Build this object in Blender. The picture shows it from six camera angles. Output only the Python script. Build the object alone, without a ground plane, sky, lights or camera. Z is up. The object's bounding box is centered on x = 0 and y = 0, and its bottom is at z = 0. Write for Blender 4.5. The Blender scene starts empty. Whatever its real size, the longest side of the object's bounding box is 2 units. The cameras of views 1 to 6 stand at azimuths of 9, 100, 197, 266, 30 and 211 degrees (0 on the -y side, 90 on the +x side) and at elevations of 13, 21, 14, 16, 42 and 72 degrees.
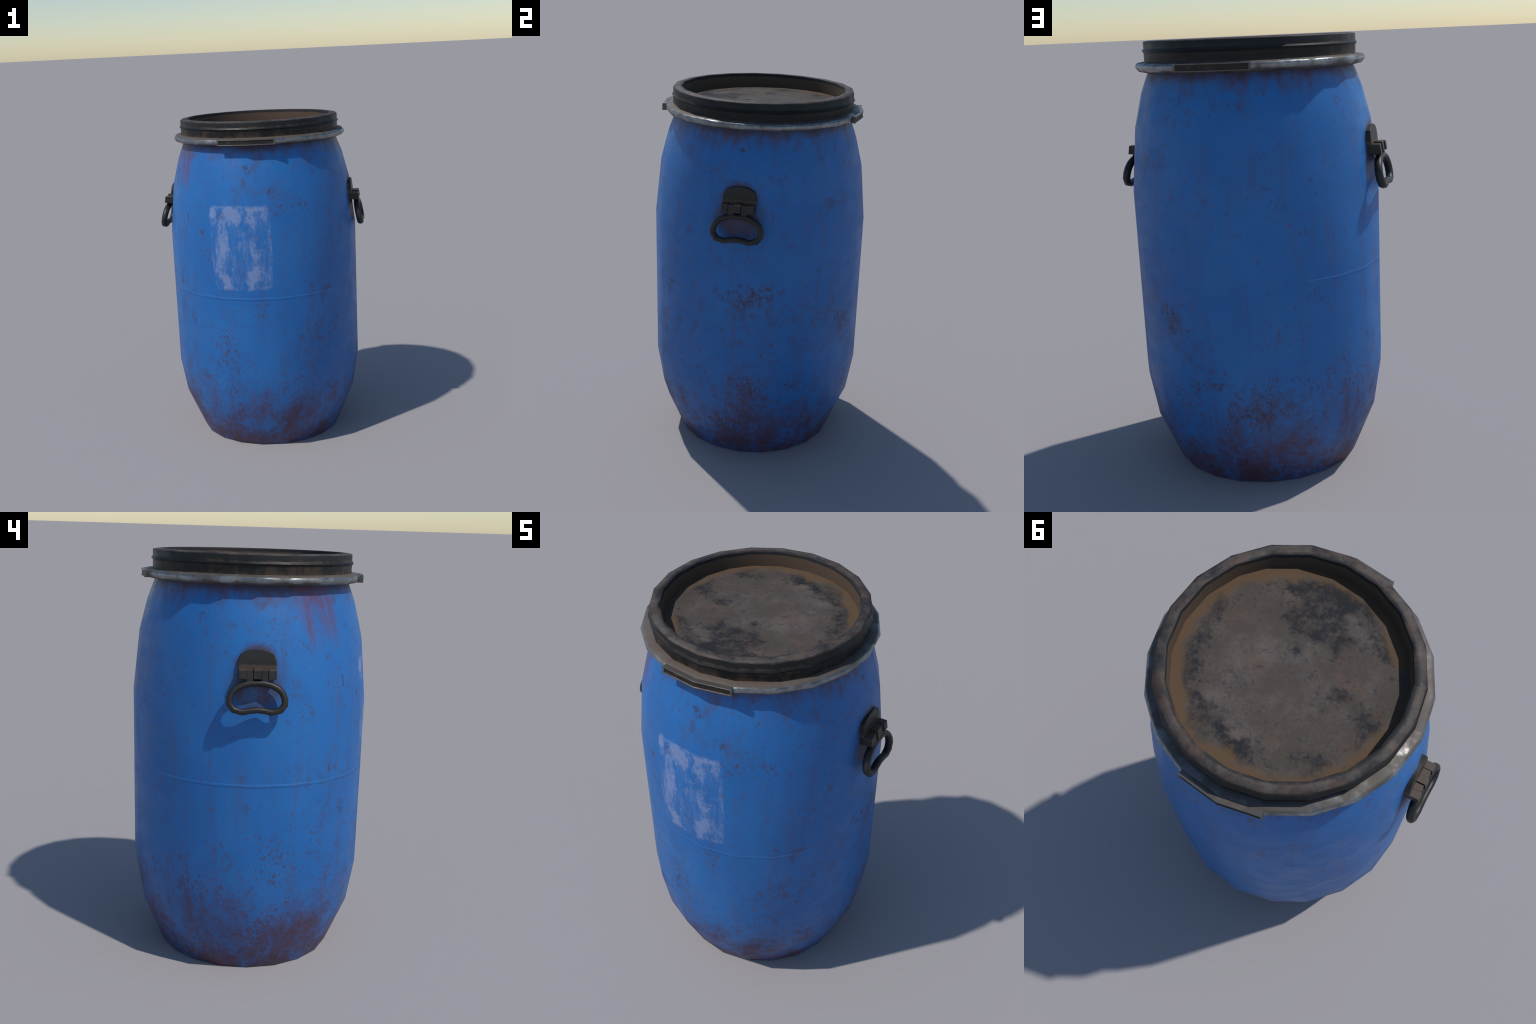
"""Weathered blue plastic open-top drum with a black lid, a galvanised clamp ring and two swivel handles."""
import math
import bpy
from mathutils import Vector

SIDES = 20                      # the drum is a twenty-sided barrel
AXIS = (0.0025, 0.0)          # the barrel stands a few millimetres off the middle of the whole


# ------------------------------------------------------------------ node helpers
class Nodes:
    """Small wrapper that turns node graphs into expressions."""

    def __init__(self, name):
        self.mat = bpy.data.materials.new(name)
        self.mat.use_nodes = True
        self.t = self.mat.node_tree
        self.t.nodes.clear()
        self.out = self.t.nodes.new("ShaderNodeOutputMaterial")
        self.obj = self.t.nodes.new("ShaderNodeTexCoord").outputs["Object"]
        sep = self.t.nodes.new("ShaderNodeSeparateXYZ")
        self.t.links.new(self.obj, sep.inputs[0])
        self.x, self.y, self.z = sep.outputs

    def put(self, socket, value):
        if hasattr(value, "is_output"):
            self.t.links.new(value, socket)
        elif isinstance(value, (tuple, list)) and len(value) == 3 and socket.type == "RGBA":
            socket.default_value = (*value, 1.0)
        else:
            socket.default_value = value

    def math(self, op, a, b=0.0, c=0.0, clamp=False):
        n = self.t.nodes.new("ShaderNodeMath")
        n.operation, n.use_clamp = op, clamp
        for s, v in zip(n.inputs, (a, b, c)):
            self.put(s, v)
        return n.outputs[0]

    def add(self, a, b, clamp=False):
        return self.math("ADD", a, b, clamp=clamp)

    def sub(self, a, b):
        return self.math("SUBTRACT", a, b)

    def mul(self, a, b, clamp=False):
        return self.math("MULTIPLY", a, b, clamp=clamp)

    def most(self, a, b):
        return self.math("MAXIMUM", a, b)

    def inv(self, a):
        return self.math("SUBTRACT", 1.0, a)

    def vmath(self, op, a, b=(0, 0, 0), out=0):
        n = self.t.nodes.new("ShaderNodeVectorMath")
        n.operation = op
        self.put(n.inputs[0], a)
        self.put(n.inputs[1], b)
        return n.outputs[out]

    def vec(self, x, y, z=0.0):
        n = self.t.nodes.new("ShaderNodeCombineXYZ")
        for s, v in zip(n.inputs, (x, y, z)):
            self.put(s, v)
        return n.outputs[0]

    def step(self, v, lo, hi, a=0.0, b=1.0):
        """smooth ramp of v: a at lo, b at hi (lo may be above hi)"""
        n = self.t.nodes.new("ShaderNodeMapRange")
        n.interpolation_type = "SMOOTHSTEP"
        if lo > hi:
            lo, hi, a, b = hi, lo, b, a
        for s, val in zip(n.inputs, (v, lo, hi, a, b)):
            self.put(s, val)
        return n.outputs[0]

    def noise(self, scale, detail=3.0, rough=0.55, co=None, stretch=(1, 1, 1), seed=0.0, distort=0.0, colour=False):
        co = co or self.obj
        co = self.vmath("MULTIPLY", co, stretch)
        co = self.vmath("ADD", co, (seed * 3.17, seed * 1.91, seed * 2.53))
        n = self.t.nodes.new("ShaderNodeTexNoise")
        self.put(n.inputs["Vector"], co)
        n.inputs["Scale"].default_value = scale
        n.inputs["Detail"].default_value = detail
        n.inputs["Roughness"].default_value = rough
        n.inputs["Distortion"].default_value = distort
        return n.outputs["Color" if colour else 0]

    def cells(self, scale, co=None, stretch=(1, 1, 1), seed=0.0):
        co = self.vmath("MULTIPLY", co or self.obj, stretch)
        co = self.vmath("ADD", co, (seed, seed * 2, seed * 3))
        n = self.t.nodes.new("ShaderNodeTexVoronoi")
        self.put(n.inputs["Vector"], co)
        n.inputs["Scale"].default_value = scale
        s = self.t.nodes.new("ShaderNodeSeparateColor")
        self.t.links.new(n.outputs["Color"], s.inputs[0])
        return n.outputs["Distance"], s.outputs[0]

    def blob(self, p, cx, cy, rx, ry, soft=1.0):
        """soft ellipse in the plane of p: 1 in the middle, 0 at the rim"""
        q = self.vmath("MULTIPLY", self.vmath("SUBTRACT", p, (cx, cy, 0)), (1 / rx, 1 / ry, 0))
        return self.step(self.vmath("LENGTH", q, out=1), 1.0, 1.0 - soft)

    def blobs(self, p, spots, soft=1.0):
        total = None
        for cx, cy, rx, ry, amount in spots:
            b = self.mul(self.blob(p, cx, cy, rx, ry, soft), amount)
            total = b if total is None else self.add(total, b)
        return total

    def mix(self, fac, a, b):
        n = self.t.nodes.new("ShaderNodeMix")
        n.data_type = "RGBA"
        self.put(n.inputs[0], fac)
        self.put(n.inputs[6], a)
        self.put(n.inputs[7], b)
        return n.outputs[2]

    def bump(self, height, strength=0.3, distance=0.004):
        n = self.t.nodes.new("ShaderNodeBump")
        n.inputs["Strength"].default_value = strength
        n.inputs["Distance"].default_value = distance
        self.put(n.inputs["Height"], height)
        return n.outputs[0]

    def finish(self, colour, rough=0.5, metal=0.0, normal=None, spec=0.5):
        b = self.t.nodes.new("ShaderNodeBsdfPrincipled")
        self.put(b.inputs["Base Color"], colour)
        self.put(b.inputs["Roughness"], rough)
        self.put(b.inputs["Metallic"], metal)
        self.put(b.inputs["Specular IOR Level"], spec)
        if normal is not None:
            self.t.links.new(normal, b.inputs["Normal"])
        self.t.links.new(b.outputs[0], self.out.inputs[0])
        return self.mat


# ------------------------------------------------------------------ materials
def blue_plastic():
    n = Nodes("stained_blue_plastic")
    az = n.mul(n.math("ARCTAN2", n.x, n.mul(n.y, -1.0)), 180 / math.pi)     # 0 = front, degrees
    p = n.vec(n.mul(az, 0.01), n.z)                                        # 0.01 per degree is about 1 m per 1 m
    wob = n.vmath("SUBTRACT", n.noise(14, 3, 0.6, colour=True), (0.5, 0.5, 0.5))
    pw = n.vmath("ADD", p, n.vmath("MULTIPLY", wob, (0.10, 0.10, 0)))

    # paint: two close blues, faint vertical film of grime
    large = n.noise(2.6, 3, 0.55)
    colour = n.mix(n.step(large, 0.35, 0.68), (0.0110, 0.136, 0.425), (0.0165, 0.158, 0.465))
    film = n.noise(16, 4, 0.6, stretch=(1, 1, 0.10), seed=2)
    fine = n.noise(30, 4, 0.7, seed=5)
    cloud = n.noise(5.0, 4, 0.6, seed=7)
    film = n.mul(n.step(film, 0.46, 0.72), n.step(cloud, 0.38, 0.62, 0.25, 1.0))
    colour = n.mix(n.mul(film, 0.34), colour, (0.066, 0.075, 0.165))

    # purple-brown dirt, thickening to the foot, in cloudy patches
    low = n.step(n.z, 0.72, 0.0)
    patch = n.blobs(pw, [(-0.60, 0.22, 0.20, 0.20, 0.55), (-0.46, 0.34, 0.12, 0.12, 0.35), (-0.80, 0.50, 0.08, 0.10, 0.25),
                         (-1.05, 0.60, 0.13, 0.11, 0.22), (0.25, 0.22, 0.20, 0.18, 0.35), (-0.16, 0.20, 0.25, 0.14, 0.25),
                         (0.90, 0.10, 0.35, 0.16, 0.35), (-1.72, 0.12, 0.35, 0.22, 0.40), (-1.66, 0.40, 0.16, 0.12, 0.22),
                         (-1.02, 0.38, 0.10, 0.14, 0.22), (0.05, 0.03, 0.55, 0.12, 0.35), (-0.90, 0.05, 0.40, 0.12, 0.40),
                         (0.93, 0.40, 0.18, 0.20, 0.25), (0.42, 0.90, 0.12, 0.16, 0.12), (1.55, 0.10, 0.30, 0.16, 0.25)])
    streaky = n.noise(9, 5, 0.62, stretch=(1, 1, 0.45), seed=11)
    dirt = n.add(n.add(n.mul(low, 0.46), patch), n.mul(n.sub(streaky, 0.5), 1.6))
    dirt = n.add(dirt, n.mul(n.sub(fine, 0.5), 1.0))
    colour = n.mix(n.step(n.sub(dirt, n.step(n.z, 0.55, 1.0, 0.0, 0.35)), 0.04, 1.05, 0, 0.78), colour, (0.086, 0.034, 0.044))
    smudge = n.add(n.sub(n.mul(low, 0.50), 0.30), n.add(n.mul(n.sub(cloud, 0.5), 0.9), n.add(n.mul(n.sub(streaky, 0.5), 0.7), n.mul(n.sub(n.noise(34, 4, 0.65, seed=15), 0.5), 1.6))))
    colour = n.mix(n.step(smudge, 0.08, 0.70, 0, 0.60), colour, (0.078, 0.036, 0.056))
    foot = n.add(n.mul(n.step(n.z, 0.19, 0.0), 0.54), n.add(n.mul(n.sub(n.noise(6.5, 5, 0.65, seed=13), 0.5), 3.0), n.mul(n.sub(fine, 0.5), 0.6)))
    colour = n.mix(n.step(foot, 0.22, 0.95, 0, 0.82), colour, (0.072, 0.031, 0.030))

    haze = n.mul(n.step(n.z, 0.62, 0.02), n.step(n.add(streaky, n.mul(n.sub(fine, 0.5), 0.6)), 0.25, 0.70))
    colour = n.mix(n.mul(haze, 0.48), colour, (0.088, 0.038, 0.058))

    scuff_at = n.blobs(pw, [(0.98, 0.93, 0.50, 0.28, 0.28), (1.45, 0.88, 0.25, 0.28, 0.34), (0.95, 0.62, 0.35, 0.22, 0.22), (0.95, 0.32, 0.45, 0.30, 0.40),
                            (1.62, 0.66, 0.30, 0.25, 0.28), (-1.62, 0.42, 0.45, 0.25, 0.36), (-0.50, 0.95, 0.22, 0.40, 0.24), (0.40, 0.75, 0.50, 0.35, 0.24),
                            (0.90, 1.62, 0.50, 0.22, 0.26), (-0.95, 1.66, 0.45, 0.20, 0.18), (0.05, 1.68, 0.35, 0.18, 0.24), (1.50, 1.70, 0.40, 0.16, 0.20), (0.62, 1.20, 0.20, 0.40, 0.20), (-0.30, 0.60, 0.30, 0.3, 0.18)])
    rub_a = n.noise(19, 5, 0.70, stretch=(1, 1, 0.8), seed=45)
    rub = n.add(n.mul(scuff_at, 1.35), n.add(n.mul(n.sub(rub_a, 0.60), 2.2), n.mul(n.sub(fine, 0.5), 1.0)))
    colour = n.mix(n.step(rub, -0.05, 0.75, 0, 0.66), colour, (0.066, 0.038, 0.058))
    smear = n.noise(34, 4, 0.65, stretch=(1, 1, 0.035), seed=47)
    colour = n.mix(n.mul(n.step(smear, 0.52, 0.74), n.step(cloud, 0.35, 0.65, 0.1, 0.30)), colour, (0.080, 0.052, 0.095))

    # clusters of dark chips and brown freckles
    chips = n.blobs(pw, [(0.92, 1.01, 0.17, 0.13, 0.34), (1.05, 1.03, 0.08, 0.10, 0.36), (0.78, 1.03, 0.07, 0.07, 0.22), (1.30, 0.98, 0.12, 0.10, 0.17),
                         (0.96, 0.47, 0.20, 0.17, 0.26), (1.20, 0.49, 0.09, 0.09, 0.26), (0.84, 0.23, 0.22, 0.14, 0.32), (0.92, 0.08, 0.26, 0.10, 0.34),
                         (1.52, 0.80, 0.12, 0.15, 0.36), (0.89, 1.77, 0.07, 0.05, 0.25), (-0.53, 1.04, 0.07, 0.13, 0.22),
                         (-0.415, 0.83, 0.035, 0.07, 0.40), (-0.56, 0.68, 0.07, 0.14, 0.18), (-0.44, 1.44, 0.020, 0.05, 0.50), (-1.17, 1.73, 0.07, 0.05, 0.22),
                         (-0.297, 1.372, 0.03, 0.030, 0.42), (0.12, 1.61, 0.035, 0.035, 0.38), (0.20, 1.51, 0.03, 0.025, 0.38),
                         (0.00, 1.73, 0.14, 0.10, 0.25), (0.30, 1.66, 0.22, 0.12, 0.13), (-0.45, 1.62, 0.15, 0.12, 0.15), (-1.72, 1.72, 0.25, 0.10, 0.18), (1.60, 1.70, 0.25, 0.12, 0.16), (-1.66, 0.40, 0.22, 0.15, 0.26), (1.78, 0.52, 0.06, 0.06, 0.30), (-1.70, 0.08, 0.45, 0.14, 0.26),
                         (-0.80, 0.25, 0.40, 0.18, 0.17), (0.30, 0.62, 0.40, 0.22, 0.10), (0.05, 0.20, 0.45, 0.20, 0.14), (0.55, 0.85, 0.25, 0.25, 0.11),
                         (-0.80, 0.53, 0.06, 0.07, 0.18), (1.36, 0.86, 0.10, 0.12, 0.16), (0.60, 0.35, 0.25, 0.25, 0.15), (-1.2, 0.42, 0.2, 0.16, 0.14)])
    grain = n.noise(42, 4, 0.68, stretch=(1, 1, 0.85), seed=17)
    chip = n.add(n.sub(grain, 0.76), n.math("MINIMUM", n.mul(chips, 1.25), 0.30))
    colour = n.mix(n.step(chip, -0.02, 0.20, 0, 0.80), colour, (0.050, 0.030, 0.040))
    # a haze of tiny freckles everywhere
    drift = n.mul(n.sub(n.noise(5, 4, 0.6, seed=20), 0.5), 0.55)
    for scale, seed, gate, tone, most in ((62, 19, 0.63, (0.085, 0.038, 0.060), 0.55), (95, 27, 0.64, (0.060, 0.036, 0.056), 0.50)):
        freckle = n.add(n.sub(n.noise(scale, 2, 0.5, stretch=(1, 1, 0.75), seed=seed), gate), n.add(drift, n.sub(n.mul(low, 0.072), n.step(n.z, 0.45, 1.15, 0.0, 0.050))))
        freckle = n.add(freckle, n.mul(n.math("MINIMUM", chips, 0.35), 0.30))
        colour = n.mix(n.step(freckle, 0.0, 0.10, 0, most), colour, tone)

    # single rusty dots, denser low down, of random size
    for scale, seed, keep, size, tone in ((14, 1.3, 0.80, 0.26, (0.120, 0.034, 0.050)), (31, 4.1, 0.70, 0.34, (0.100, 0.038, 0.060)), (20, 7.7, 0.90, 0.30, (0.040, 0.028, 0.044))):
        d, r = n.cells(scale, co=n.vmath("ADD", n.obj, n.vmath("MULTIPLY", n.vmath("SUBTRACT", n.noise(48, 3, 0.6, colour=True), (0.5, 0.5, 0.5)), (0.055, 0.055, 0.07))), stretch=(1, 1, 0.72), seed=seed)
        keep_here = n.sub(r, n.sub(keep, n.add(n.mul(low, 0.30), n.mul(n.sub(cloud, 0.5), 0.9))))
        radius = n.step(keep_here, 0.0, 0.30, 0.0, size)
        dot = n.step(n.sub(radius, d), -0.02, 0.26)
        colour = n.mix(n.mul(dot, 0.62), colour, tone)

    # drips of rust from under the ring
    drip = n.noise(26, 4, 0.65, stretch=(1, 1, 0.07), seed=21)
    reach = n.step(n.z, 1.60, 1.86)
    drip_amount = n.add(n.mul(n.sub(drip, 0.60), 2.4), n.mul(n.math("POWER", reach, 2.0), 0.85))
    drip_amount = n.add(drip_amount, n.mul(n.sub(cloud, 0.55), 1.2))
    colour = n.mix(n.mul(n.step(drip_amount, 0.05, 1.10, 0, 0.80), n.step(n.z, 1.50, 1.74)), colour, (0.085, 0.040, 0.062))
    collar = n.add(n.step(n.z, 1.780, 1.862), n.mul(n.sub(n.noise(9, 4, 0.6, stretch=(1, 1, 0.5), seed=23), 0.5), 1.6))
    colour = n.mix(n.step(collar, 0.45, 1.15, 0, 0.80), colour, (0.060, 0.030, 0.040))

    # one broad slanting streak of rust
    slant = n.vec(n.add(n.mul(az, 0.01), n.mul(n.sub(1.85, n.z), -0.20)), n.z)
    broad = n.most(n.blob(slant, -0.650, 1.79, 0.085, 0.26, 0.65), n.mul(n.blob(slant, -0.540, 1.79, 0.100, 0.24, 0.70), 0.95))
    rake_co = n.vec(n.add(n.mul(az, 0.01), n.mul(n.sub(1.85, n.z), -0.20)), n.mul(n.z, 0.10), 0.0)
    rake = n.noise(46, 4, 0.62, co=rake_co, seed=25)
    broad = n.mul(broad, n.step(n.add(rake, n.mul(n.sub(fine, 0.5), 0.25)), 0.26, 0.66))
    colour = n.mix(n.mul(broad, 0.78), colour, (0.135, 0.040, 0.062))

    # rust and soot around the handle mounts
    turn = n.mul(n.math("ABSOLUTE", n.sub(n.math("ABSOLUTE", n.mul(az, 0.01)), 0.90)), 1.0)
    hp = n.vmath("ADD", n.vec(turn, n.z), n.vmath("MULTIPLY", wob, (0.06, 0.06, 0)))
    halo = n.most(n.blob(hp, 0.0, 1.53, 0.118, 0.108, 0.40), n.blob(hp, 0.0, 1.43, 0.165, 0.135, 0.60))
    halo = n.mul(halo, n.step(n.add(streaky, n.mul(n.sub(fine, 0.5), 0.5)), 0.16, 0.52))
    colour = n.mix(n.mul(halo, 0.88), colour, (0.066, 0.040, 0.058))

    # what is left of a paper label at the front
    lean = n.mul(n.sub(1.53, n.z), -0.065)
    u = n.add(n.mul(az, 0.01), n.mul(n.step(az, 5, -25), lean))
    e = n.noise(40, 3, 0.6, seed=31)
    eu = n.add(u, n.mul(n.sub(e, 0.5), 0.030))
    ez = n.add(n.z, n.mul(n.sub(e, 0.5), 0.030))
    qx = n.math("MAXIMUM", n.sub(n.math("ABSOLUTE", n.sub(eu, -0.060)), 0.146), 0.0)
    qz = n.math("MAXIMUM", n.sub(n.math("ABSOLUTE", n.sub(ez, 1.280)), 0.203), 0.0)
    corner = n.math("SQRT", n.add(n.mul(qx, qx), n.mul(qz, qz)))
    box = n.step(corner, 0.052, 0.036)
    lp = n.vmath("ADD", n.vec(u, n.z), n.vmath("MULTIPLY", wob, (0.05, 0.06, 0)))
    left = n.blobs(lp, [(-0.235, 1.48, 0.045, 0.08, 0.6), (-0.105, 1.47, 0.075, 0.085, 0.7), (-0.165, 1.29, 0.075, 0.11, 0.7), (-0.19, 1.20, 0.06, 0.13, 0.45),
                        (-0.170, 1.40, 0.03, 0.08, 0.35), (-0.155, 1.07, 0.065, 0.09, 0.65), (0.035, 1.13, 0.060, 0.075, 0.85), (0.005, 1.08, 0.07, 0.06, 0.35),
                        (0.025, 1.28, 0.040, 0.18, 0.50), (0.015, 1.45, 0.05, 0.09, 0.45), (0.10, 1.46, 0.04, 0.09, 0.55), (0.06, 1.51, 0.09, 0.025, 0.5), (0.128, 1.27, 0.012, 0.16, 0.6), (0.10, 1.08, 0.035, 0.10, 0.35), (0.055, 1.045, 0.09, 0.02, 0.4),
                        (-0.055, 1.15, 0.04, 0.17, -0.7), (-0.095, 1.35, 0.04, 0.06, -0.5), (0.075, 1.40, 0.03, 0.08, -0.4), (0.10, 1.20, 0.03, 0.05, -0.4), (-0.225, 1.36, 0.03, 0.06, -0.5)])
    torn = n.noise(15, 5, 0.68, stretch=(1, 1, 0.45), seed=33)
    stuck = n.add(n.add(left, 0.12), n.add(n.mul(n.sub(torn, 0.52), 2.2), n.mul(n.sub(n.noise(50, 4, 0.7, stretch=(1, 1, 0.6), seed=35), 0.5), 2.0)))
    trace = n.step(n.noise(34, 4, 0.65, stretch=(1, 1, 0.22), seed=37), 0.44, 0.74, 0.0, 0.42)
    outline = n.mul(n.mul(n.step(corner, 0.022, 0.038), n.step(corner, 0.053, 0.042)), n.step(torn, 0.42, 0.56))
    label = n.mul(box, n.most(n.most(n.step(stuck, -0.06, 0.78), trace), n.mul(outline, 0.60)))
    colour = n.mix(n.mul(label, 0.50), colour, (0.320, 0.370, 0.560))

    worn = n.noise(7, 5, 0.65, stretch=(1, 1, 1.6), seed=41)
    rough = n.step(worn, 0.3, 0.7, 0.40, 0.56)
    rough = n.add(rough, n.mul(n.step(dirt, 0.1, 0.9), 0.15))
    h = n.add(n.mul(n.noise(20, 4, 0.6, stretch=(1, 1, 0.6), seed=43), 0.6), n.add(n.mul(fine, 0.25), n.mul(label, 0.15)))
    return n.finish(colour, rough, 0.0, n.bump(h, 0.18, 0.006), 0.45)


def lid_side():
    n = Nodes("dusty_black_plastic")
    az = n.mul(n.math("ARCTAN2", n.x, n.mul(n.y, -1.0)), 180 / math.pi)
    cloud = n.noise(7, 4, 0.62, seed=3)
    streak = n.noise(15, 4, 0.65, stretch=(1, 1, 0.5), seed=5)
    fine = n.noise(60, 3, 0.6, seed=6)
    colour = n.mix(n.step(cloud, 0.35, 0.65), (0.0085, 0.0090, 0.0100), (0.0150, 0.0155, 0.0160))
    # dust below the rib, on the lower wall, and just above the rib in scallops
    wall = n.mul(n.step(n.z, 1.952, 1.944), n.step(n.z, 1.900, 1.930, 1.0, 0.7))
    above = n.mul(n.step(n.z, 1.960, 1.964), n.step(n.z, 1.980, 1.964))
    front_left = n.step(n.math("ABSOLUTE", n.add(az, 28)), 130, 40, 0.15, 1.0)      # more dust toward the front left
    dust = n.add(n.mul(n.most(wall, n.mul(above, 0.9)), n.mul(front_left, 0.55)), n.mul(n.sub(streak, 0.52), 2.4))
    dust = n.add(dust, n.mul(n.sub(fine, 0.5), 0.3))
    colour = n.mix(n.mul(n.step(dust, 0.20, 0.60), n.most(n.mul(wall, 0.85), n.mul(above, 0.75))), colour, (0.070, 0.046, 0.031))
    foot = n.mul(n.step(n.z, 1.925, 1.905), n.step(streak, 0.30, 0.55))
    colour = n.mix(n.mul(foot, 0.55), colour, (0.075, 0.050, 0.034))
    scuff = n.step(n.noise(11, 5, 0.7, stretch=(1, 1, 2.0), seed=8), 0.58, 0.74)
    colour = n.mix(n.mul(scuff, 0.30), colour, (0.048, 0.040, 0.034))
    return n.finish(colour, n.step(streak, 0.3, 0.7, 0.40, 0.58), 0.0, n.bump(n.add(cloud, n.mul(fine, 0.4)), 0.15, 0.003), 0.32)


def lid_rim():
    n = Nodes("dirty_rim_plastic")
    cloud = n.noise(7.5, 5, 0.66, seed=2, distort=0.4)
    mid = n.noise(24, 4, 0.65, seed=4)
    fine = n.noise(80, 3, 0.6, seed=6)
    r = n.math("SQRT", n.add(n.mul(n.x, n.x), n.mul(n.y, n.y)))
    t = n.add(n.mul(n.sub(cloud, 0.5), 2.0), n.add(n.mul(n.sub(mid, 0.5), 0.9), n.mul(n.sub(fine, 0.5), 0.35)))
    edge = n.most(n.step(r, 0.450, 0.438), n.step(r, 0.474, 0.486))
    t = n.sub(t, n.mul(edge, 0.62))  # both rim edges darkened in the colour, as shading of a rounded rim
    colour = n.mix(n.step(t, -0.36, 0.40), (0.020, 0.020, 0.022), (0.100, 0.083, 0.071))
    brown = n.step(n.noise(12, 4, 0.6, seed=9), 0.46, 0.66)
    colour = n.mix(n.mul(brown, 0.50), colour, (0.115, 0.070, 0.050))
    red = n.step(n.noise(15, 3, 0.5, seed=12), 0.69, 0.76)
    colour = n.mix(n.mul(red, 0.50), colour, (0.105, 0.034, 0.030))
    return n.finish(colour, 0.62, 0.0, n.bump(n.add(mid, n.mul(fine, 0.4)), 0.22, 0.003), 0.35)


def lid_wall():
    n = Nodes("dusty_well_plastic")
    cloud = n.noise(8, 4, 0.62, stretch=(1, 1, 0.8), seed=3)
    fine = n.noise(45, 3, 0.6, seed=5)
    t = n.add(n.step(n.z, 1.995, 1.972), n.add(n.mul(n.sub(cloud, 0.5), 1.1), n.mul(n.sub(fine, 0.5), 0.3)))
    colour = n.mix(n.step(t, 0.25, 0.85), (0.020, 0.021, 0.023), (0.092, 0.062, 0.041))
    return n.finish(colour, 0.75, 0.0, n.bump(fine, 0.1, 0.002), 0.25)


def lid_floor():
    n = Nodes("grimy_lid_top")
    r = n.math("SQRT", n.add(n.mul(n.x, n.x), n.mul(n.y, n.y)))
    wob = n.vmath("SUBTRACT", n.noise(9, 4, 0.65, colour=True), (0.5, 0.5, 0.5))
    flat = n.vmath("MULTIPLY", n.obj, (1, 1, 0))
    p = n.vmath("ADD", flat, n.vmath("MULTIPLY", wob, (0.16, 0.16, 0)))
    cloud = n.noise(5.5, 5, 0.66, seed=2)
    mid = n.noise(22, 5, 0.68, seed=4)
    fine = n.noise(75, 3, 0.6, seed=6)
    # dust cake over the plastic
    colour = n.mix(n.step(n.add(cloud, n.mul(n.sub(mid, 0.5), 0.7)), 0.34, 0.66), (0.078, 0.064, 0.053), (0.132, 0.109, 0.096))
    pink = n.step(n.noise(8, 4, 0.62, seed=8), 0.54, 0.70)
    colour = n.mix(n.mul(pink, 0.50), colour, (0.130, 0.080, 0.060))
    # bare dark patches where the dust has been rubbed away
    bare = n.blobs(p, [(0.03, -0.34, 0.18, 0.12, 0.85), (-0.08, -0.36, 0.19, 0.09, 0.70), (0.05, -0.21, 0.15, 0.11, 0.85), (-0.01, -0.22, 0.15, 0.15, 0.65), (-0.11, -0.18, 0.11, 0.09, 0.60),
                       (0.04, -0.08, 0.07, 0.06, 0.55), (-0.20, 0.00, 0.09, 0.06, 0.60), (-0.17, 0.08, 0.07, 0.06, 0.45), (-0.27, 0.02, 0.12, 0.06, 0.45), (-0.33, 0.06, 0.07, 0.12, 0.60),
                       (0.01, 0.34, 0.10, 0.07, 0.60), (-0.23, 0.28, 0.11, 0.07, 0.55), (0.36, 0.08, 0.09, 0.15, 0.55), (0.32, 0.20, 0.07, 0.12, 0.55), (0.20, 0.28, 0.11, 0.07, 0.50),
                       (0.37, -0.12, 0.07, 0.11, 0.60), (0.13, 0.31, 0.10, 0.06, 0.45), (-0.15, -0.36, 0.10, 0.06, 0.45), (-0.24, -0.22, 0.07, 0.07, 0.30),
                       (0.14, -0.04, 0.16, 0.14, -0.35), (-0.06, 0.12, 0.14, 0.10, -0.35), (-0.25, -0.12, 0.09, 0.12, -0.3)])
    rim_band = n.mul(n.step(r, 0.30, 0.345), n.step(r, 0.395, 0.365))
    bare = n.add(n.math("MINIMUM", n.mul(bare, 0.92), 0.62), n.mul(rim_band, n.step(cloud, 0.40, 0.66, 0.0, 0.50)))
    t = n.add(bare, n.add(n.mul(n.sub(mid, 0.5), 3.0), n.add(n.mul(n.sub(fine, 0.5), 1.2), n.mul(n.sub(cloud, 0.5), 1.0))))
    colour = n.mix(n.step(t, -0.28, 1.00, 0, 0.95), colour, (0.017, 0.018, 0.022))
    rust = n.mul(n.step(n.noise(11, 4, 0.62, seed=10), 0.56, 0.68), n.step(bare, 0.1, 0.5))
    colour = n.mix(n.mul(rust, 0.45), colour, (0.120, 0.066, 0.044))
    # brown silt washed into the corner
    silt = n.add(r, n.add(n.mul(n.sub(cloud, 0.5), 0.20), n.mul(n.sub(mid, 0.5), 0.09)))
    colour = n.mix(n.step(silt, 0.368, 0.416, 0, 0.92), colour, (0.120, 0.074, 0.041))
    h = n.add(n.mul(mid, 0.8), n.mul(fine, 0.3))
    return n.finish(colour, 0.80, 0.0, n.bump(h, 0.30, 0.004), 0.25)


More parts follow.
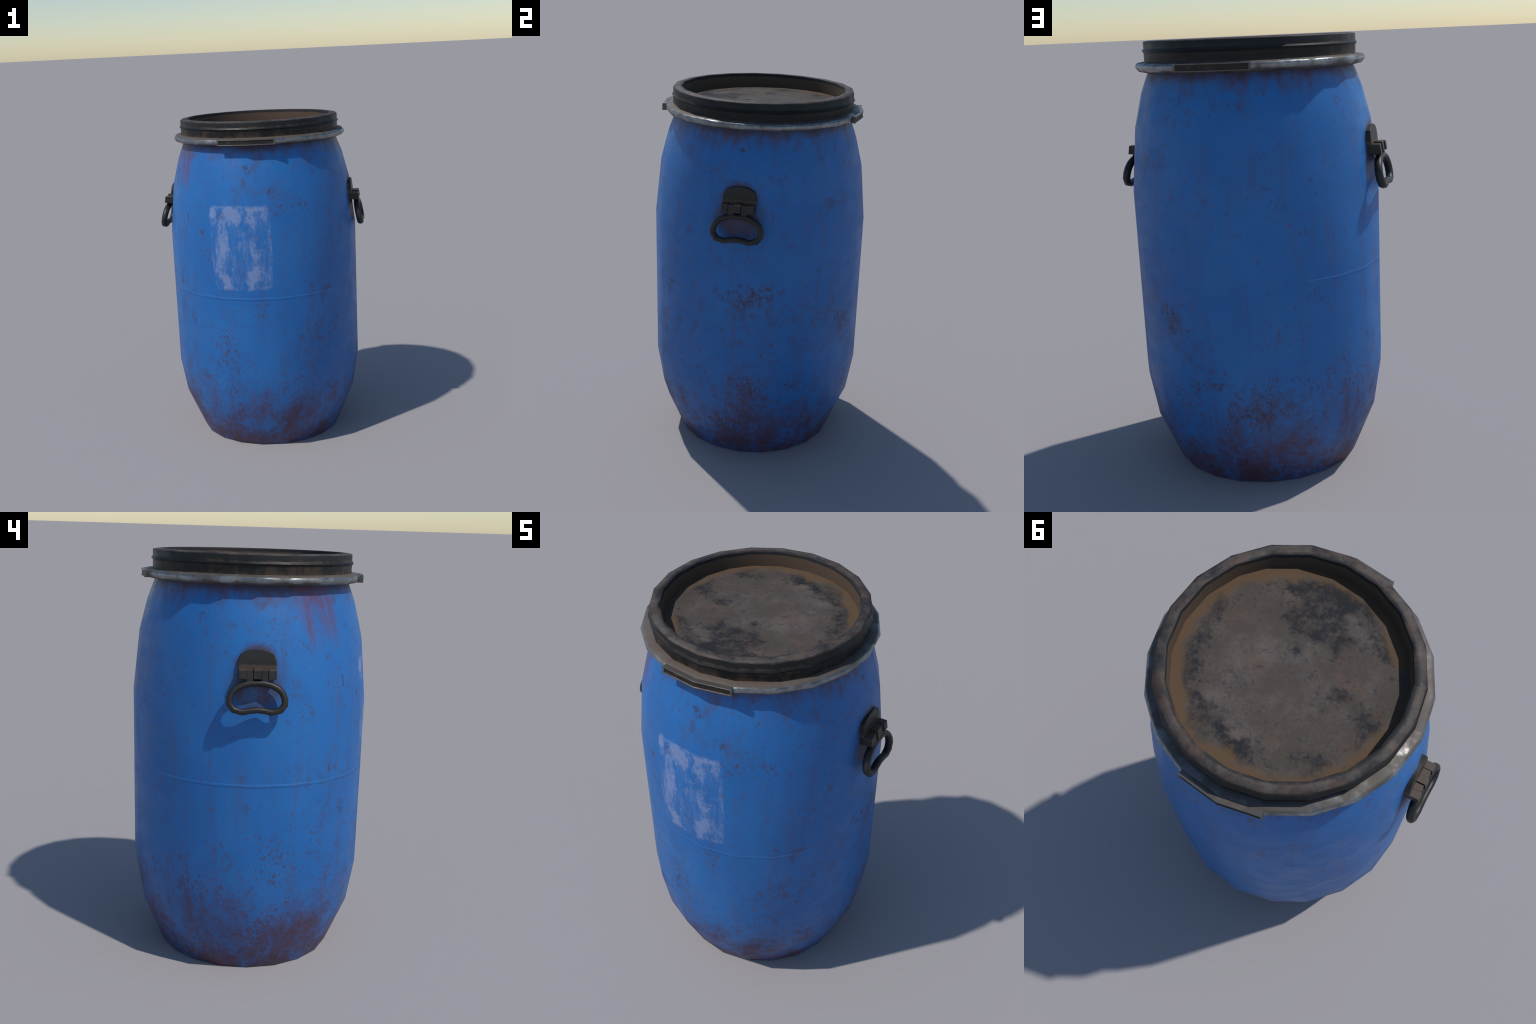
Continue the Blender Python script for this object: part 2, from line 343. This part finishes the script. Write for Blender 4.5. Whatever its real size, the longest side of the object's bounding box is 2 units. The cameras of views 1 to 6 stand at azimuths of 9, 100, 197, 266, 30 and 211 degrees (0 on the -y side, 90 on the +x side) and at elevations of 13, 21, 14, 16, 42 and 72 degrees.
def galvanised(name="galvanised_steel", dust=1.0, brown=False):
    n = Nodes(name)
    r = n.math("SQRT", n.add(n.mul(n.x, n.x), n.mul(n.y, n.y)))
    az = n.mul(n.math("ARCTAN2", n.x, n.mul(n.y, -1.0)), 180 / math.pi)
    spang = n.noise(15, 4, 0.60, seed=2)
    cloud = n.noise(7, 4, 0.6, seed=4)
    fine = n.noise(70, 3, 0.6, seed=6)
    colour = n.mix(n.step(spang, 0.35, 0.65), (0.190, 0.200, 0.208), (0.360, 0.370, 0.370))
    grime = n.add(n.mul(n.sub(cloud, 0.5), 2.4), n.mul(n.sub(spang, 0.5), 1.6))
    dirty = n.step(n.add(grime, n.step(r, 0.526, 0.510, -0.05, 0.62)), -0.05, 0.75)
    colour = n.mix(n.mul(dirty, 0.82), colour, (0.056, 0.048, 0.040))
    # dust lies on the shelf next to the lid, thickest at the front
    front = n.step(n.math("ABSOLUTE", n.add(az, 5)), 110, 25, 0.35, 1.0)
    shelf = n.mul(n.step(n.add(r, n.mul(n.sub(spang, 0.5), 0.03)), 0.524, 0.502), n.step(n.z, 1.892, 1.899))
    laid = n.mul(n.mul(shelf, front), n.step(cloud, 0.25, 0.5, 0.55, 1.0))
    colour = n.mix(n.mul(laid, 0.85 * dust), colour, (0.118, 0.086, 0.066))
    rust = n.mul(n.step(n.z, 1.878, 1.864), n.step(n.noise(9, 4, 0.6, seed=9), 0.46, 0.62))
    colour = n.mix(n.mul(rust, 0.8), colour, (0.090, 0.030, 0.024))
    if brown:
        colour = n.mix(n.step(spang, 0.30, 0.60, 0.35, 0.80), colour, (0.080, 0.060, 0.046))
    metal = n.sub(0.45 if brown else 0.85, n.add(n.mul(laid, 0.40 if brown else 0.75), n.mul(n.most(dirty, rust), 0.05 if brown else 0.35)))
    rough = n.add(n.step(spang, 0.3, 0.7, 0.22, 0.40), n.mul(n.most(dirty, laid), 0.30))
    h = n.add(n.noise(9, 2, 0.5, seed=12), n.mul(fine, 0.05))
    return n.finish(colour, rough, metal, n.bump(h, 0.40, 0.014), 0.5)


def clamp_panel():
    n = Nodes("tarnished_panel")
    a = n.noise(30, 4, 0.65, seed=2)
    b = n.noise(13, 4, 0.65, stretch=(1, 1, 2), seed=5)
    colour = n.mix(n.step(a, 0.4, 0.65), (0.018, 0.017, 0.016), (0.036, 0.026, 0.020))
    colour = n.mix(n.mul(n.step(b, 0.60, 0.70), 0.55), colour, (0.085, 0.085, 0.085))
    return n.finish(colour, 0.55, 0.2, n.bump(a, 0.2, 0.002), 0.4)


def handle_plastic():
    n = Nodes("worn_black_plastic")
    cloud = n.noise(14, 4, 0.62, seed=3)
    fine = n.noise(70, 3, 0.6, seed=5)
    colour = n.mix(n.step(cloud, 0.36, 0.64), (0.0125, 0.0122, 0.0120), (0.0215, 0.0195, 0.0180))
    rub = n.step(n.noise(9, 5, 0.7, seed=8), 0.56, 0.70)
    colour = n.mix(n.mul(rub, 0.60), colour, (0.046, 0.031, 0.022))
    # silt on the ledge above the knuckles
    edge = n.add(n.z, n.mul(n.sub(n.noise(26, 3, 0.55, seed=11), 0.5), 0.022))
    ledge = n.mul(n.step(edge, 1.534, 1.526), n.step(n.z, 1.508, 1.511))
    colour = n.mix(n.mul(ledge, 0.85), colour, (0.075, 0.050, 0.034))
    red = n.step(n.noise(17, 3, 0.5, seed=14), 0.70, 0.78)
    colour = n.mix(n.mul(red, 0.5), colour, (0.080, 0.034, 0.026))
    return n.finish(colour, n.step(cloud, 0.3, 0.7, 0.40, 0.52), 0.0, n.bump(fine, 0.06, 0.001), 0.45)


# ------------------------------------------------------------------ geometry helpers
def make_object(name, verts, faces, mats, face_mats=None, parent=None, angle=35.0, smooth=True):
    me = bpy.data.meshes.new(name)
    me.from_pydata([tuple(v) for v in verts], [], faces)
    for m in mats:
        me.materials.append(m)
    if face_mats:
        for poly, i in zip(me.polygons, face_mats):
            poly.material_index = i
    me.validate()
    me.update()
    if smooth:
        me.shade_smooth()
        me.set_sharp_from_angle(angle=math.radians(angle))
    ob = bpy.data.objects.new(name, me)
    bpy.context.scene.collection.objects.link(ob)
    ob.parent = parent
    return ob


def around(r, z, k, sides=SIDES):
    a = 2 * math.pi * k / sides
    return (AXIS[0] + r * math.sin(a), AXIS[1] - r * math.cos(a), z)


def turned(profile, close_start=False, close_end=False, sides=SIDES, closed=False):
    """faces of a many-sided turning; profile runs from the outside bottom upwards"""
    verts = [around(r, z, k, sides) for r, z in profile for k in range(sides)]
    faces, bands = [], []
    rows = len(profile)
    for i in range(rows if closed else rows - 1):
        j = (i + 1) % rows
        for k in range(sides):
            l = (k + 1) % sides
            faces.append((i * sides + k, i * sides + l, j * sides + l, j * sides + k))
            bands.append(i)
    if close_start:
        faces.append(tuple(reversed(range(sides))))
        bands.append(-1)
    if close_end:
        faces.append(tuple((rows - 1) * sides + k for k in range(sides)))
        bands.append(rows - 1)
    return verts, faces, bands


def prism(outline, front, back):
    """outline in (y, z); front and back give x for a z"""
    n = len(outline)
    v = [(front(z), y, z) for y, z in outline] + [(back(z), y, z) for y, z in outline]
    f = [tuple(range(n)), tuple(reversed(range(n, 2 * n)))]
    f += [(i, i + n, (i + 1) % n + n, (i + 1) % n) for i in range(n)]
    return v, f


def add_bevel(ob, width, segments=2):
    m = ob.modifiers.new("rounded_edges", "BEVEL")
    m.width, m.segments, m.limit_method, m.angle_limit = width, segments, "ANGLE", math.radians(40)
    m.harden_normals = True


# ------------------------------------------------------------------ build
plastic = handle_plastic()
steel = galvanised()
worn_steel = galvanised("tarnished_steel", 1.0, True)
panel = clamp_panel()

drum = bpy.data.objects.new("plastic_drum", None)
drum.empty_display_size = 0.3
bpy.context.scene.collection.objects.link(drum)
drum["label"] = "weathered blue plastic drum with black lid and steel clamp ring"
drum["category"] = "storage drum"

# barrel body with the faint moulding seam a little above the middle
body_profile = [(0.4455, 0.000), (0.4478, 0.004), (0.5478, 0.248), (0.5825, 0.467),
                (0.5825, 1.316), (0.5505, 1.610), (0.5105, 1.764), (0.4740, 1.858), (0.4700, 1.880)]
v, f, _ = turned(body_profile, close_start=True, close_end=True)
blue = blue_plastic()
body = make_object("drum_body", v, f, [blue], parent=drum, angle=60)
seam_profile = [(0.5805, 0.966), (0.5824, 0.967), (0.5830, 0.974), (0.5830, 0.979), (0.5824, 0.987), (0.5805, 0.988)]
v, f, _ = turned(seam_profile, closed=True)


def seam_height(p):
    """sinks the seam on the right and at the back"""
    facing = 0.5 + 0.5 * math.cos(math.atan2(p[0], -p[1]) + math.radians(45))
    drop = 0.0022 * (1.0 - min(1.0, facing * 2.4))
    k = 1.0 - max(0.0, drop) / 0.5825
    return (p[0] * k, p[1] * k, p[2])


v = [seam_height(p) for p in v]
seam = make_object("moulding_seam", v, f, [blue], parent=body, angle=80)

# lid: dished top, raised rim, beaded skirt
lid_profile = [(0.4700, 1.882), (0.4845, 1.882), (0.4845, 1.9435), (0.4849, 1.9458), (0.4905, 1.9525), (0.4921, 1.9553), (0.4905, 1.9580), (0.4849, 1.9640), (0.4845, 1.9662),
               (0.4848, 1.9920), (0.4830, 1.9955), (0.4600, 1.9995), (0.4420, 2.0000), (0.4393, 1.9975), (0.4380, 1.9920), (0.4325, 1.9262)]
v, f, bands = turned(lid_profile, close_start=True, close_end=True)
rim_start = next(i for i, (r, z) in enumerate(lid_profile) if z > 1.99)
pick = {rim_start: 1, rim_start + 1: 1, rim_start + 2: 1, rim_start + 3: 1, rim_start + 4: 2, rim_start + 5: 2, rim_start + 6: 3}
lid = make_object("lid", v, f, [lid_side(), lid_rim(), lid_wall(), lid_floor()], [pick.get(b, 0) for b in bands], parent=drum, angle=58)

# clamp ring: rolled galvanised band
ring_profile = [(0.4715, 1.8585), (0.5155, 1.8680), (0.5258, 1.8785), (0.5292, 1.888), (0.5245, 1.8995), (0.5150, 1.9035), (0.4855, 1.9085), (0.4715, 1.9085)]
v, f, _ = turned(ring_profile, closed=True)
ring = make_object("clamp_ring", v, f, [steel], parent=drum, angle=70)


def clamp_plate(centre):
    """Two-facet box that closes the ring, with a recessed panel on its outer face."""
    half, sink, edge, end = 18.0, 0.004, 0.0048, 0.9
    z0, z1, inner, outer = 1.8695, 1.9025, 0.500, 0.5415
    verts, faces, fm = [], [], []

    def at(deg, r, z):
        # radius is measured at the facet corners, so a point inside a facet lies on its chord
        d = (deg + half) % 18.0
        if abs(deg) not in (0.0, half):
            r = r * math.cos(math.radians(9)) / math.cos(math.radians(d - 9))
        a = math.radians(deg + centre)
        verts.append((r * math.sin(a), -r * math.cos(a), z))
        return len(verts) - 1

    stations = [-half, -half + end, 0.0, half - end, half]
    rows = []
    for s in stations:
        rows.append([at(s, outer, z0), at(s, outer, z0 + edge), at(s, outer, z1 - edge), at(s, outer, z1), at(s, inner, z1), at(s, inner, z0)])
    for i in range(4):
        a, b = rows[i], rows[i + 1]
        for k in range(6):
            l = (k + 1) % 6
            if k == 1 and i in (1, 2):
                continue
            faces.append((a[k], b[k], b[l], a[l]))
            fm.append(0)
    for row, flip in ((rows[0], True), (rows[-1], False)):
        faces.append(tuple(row) if not flip else tuple(reversed(row)))
        fm.append(0)
    deep = {}
    for i in (1, 2, 3):
        deep[i] = (at(stations[i], outer - sink, z0 + edge), at(stations[i], outer - sink, z1 - edge))
    for i in (1, 2):
        a, b, A, B = deep[i], deep[i + 1], rows[i], rows[i + 1]
        faces += [(a[0], b[0], b[1], a[1]), (A[1], B[1], b[0], a[0]), (a[1], b[1], B[2], A[2])]
        fm += [1, 0, 0]
    faces += [(rows[1][1], deep[1][0], deep[1][1], rows[1][2]), (rows[3][2], deep[3][1], deep[3][0], rows[3][1])]
    fm += [0, 0]
    ob = make_object("clamp_plate", verts, faces, [worn_steel, panel], fm, parent=ring, angle=25)
    add_bevel(ob, 0.0012, 2)
    return ob


front_plate = clamp_plate(0.0)
back_plate = front_plate.copy()             # the same pressing at the back of the ring
back_plate.rotation_euler = (0, 0, math.pi)
for plate in (front_plate, back_plate):
    plate.location = (*AXIS, 0)
bpy.context.scene.collection.objects.link(back_plate)


# handles: mount with three knuckles, and a swinging bail
def mount_front(z):
    return 0.5620 + (1.597 - z) * 0.11


plate_outline = [(-0.083, 1.470), (0.083, 1.470), (0.0835, 1.545), (0.0745, 1.5735), (0.050, 1.5885), (0.020, 1.5955),
                 (-0.020, 1.5955), (-0.050, 1.5885), (-0.0745, 1.5735), (-0.0835, 1.545)]


def knuckle_front(z):
    return 0.6075 + (1.514 - z) * 0.16


def build_handle():
    v, f = prism(plate_outline, mount_front, lambda z: 0.525)
    mount = make_object("handle", v, f, [plastic], parent=drum, angle=50)
    add_bevel(mount, 0.002)
    for y0, y1, top in ((-0.083, -0.0485, 1.514), (-0.0170, 0.0170, 1.519), (0.0485, 0.083, 1.514)):
        v, f = prism([(y0, 1.4735), (y1, 1.4735), (y1, top), (y0, top)], knuckle_front, lambda z: mount_front(z) - 0.006)
        k = make_object("hinge_knuckle", v, f, [plastic], parent=mount, angle=50)
        add_bevel(k, 0.0018)

    # bail: bent bar, kidney shaped, hanging slightly away from the barrel
    bar, depth, lift, grow = 0.0150, 0.0185, 0.0032, 1.012
    half_path = [(0.000, 1.4495), (0.034, 1.4485), (0.062, 1.4415), (0.090, 1.4285), (0.109, 1.4100), (0.1205, 1.3850), (0.1200, 1.3600), (0.1010, 1.3360), (0.0640, 1.3270), (0.030, 1.3340)]
    path = half_path + [(0.0, 1.3370)] + [(-y, z) for y, z in reversed(half_path[1:])]
    lean = lambda z: 0.5970 + (1.45 - z) * 0.20
    pts = [Vector((lean(z), y * grow, 1.392 + (z - 1.392) * grow + lift)) for y, z in path]
    out_axis = Vector((1.0, 0.0, 0.20)).normalized()
    seg, n = 8, len(pts)
    verts, faces = [], []
    for i, p in enumerate(pts):
        tan = ((pts[(i + 1) % n] - p).normalized() + (p - pts[i - 1]).normalized()).normalized()
        side = tan.cross(out_axis).normalized()
        mitre = 1.0 / max(0.8, (pts[(i + 1) % n] - p).normalized().dot(tan))
        for s in range(seg):
            a = 2 * math.pi * (s + 0.5) / seg
            verts.append(p + side * math.cos(a) * bar * mitre + out_axis * math.sin(a) * depth)
    for i in range(n):
        for s in range(seg):
            j, l = (i + 1) % n, (s + 1) % seg
            faces.append((i * seg + s, i * seg + l, j * seg + l, j * seg + s))
    # two prongs up to the hinge pin
    for y0, y1 in ((-0.0475, -0.0185), (0.0185, 0.0475)):
        base = len(verts)
        pv, pf = prism([(y0, 1.449), (y1, 1.449), (y1, 1.478), (y1, 1.5115), (y0, 1.5115), (y0, 1.478)], lambda z: 0.6020 + (1.514 - z) * 0.13,
                       lambda z: 0.585 if z < 1.46 else mount_front(z) - 0.004)
        verts += pv
        faces += [tuple(base + i for i in face) for face in pf]
    grip = make_object("handle_bail", verts, faces, [plastic], parent=mount, angle=62)
    return mount


right = build_handle()


def copy_tree(ob, parent):
    twin = ob.copy()
    twin.parent = parent
    bpy.context.scene.collection.objects.link(twin)
    for child in list(ob.children):
        copy_tree(child, twin)
    return twin


left = copy_tree(right, drum)
left.rotation_euler = (0, 0, math.pi)
for handle in (right, left):
    handle.location = (0.0015 if handle is right else 0.0025, AXIS[1], 0)
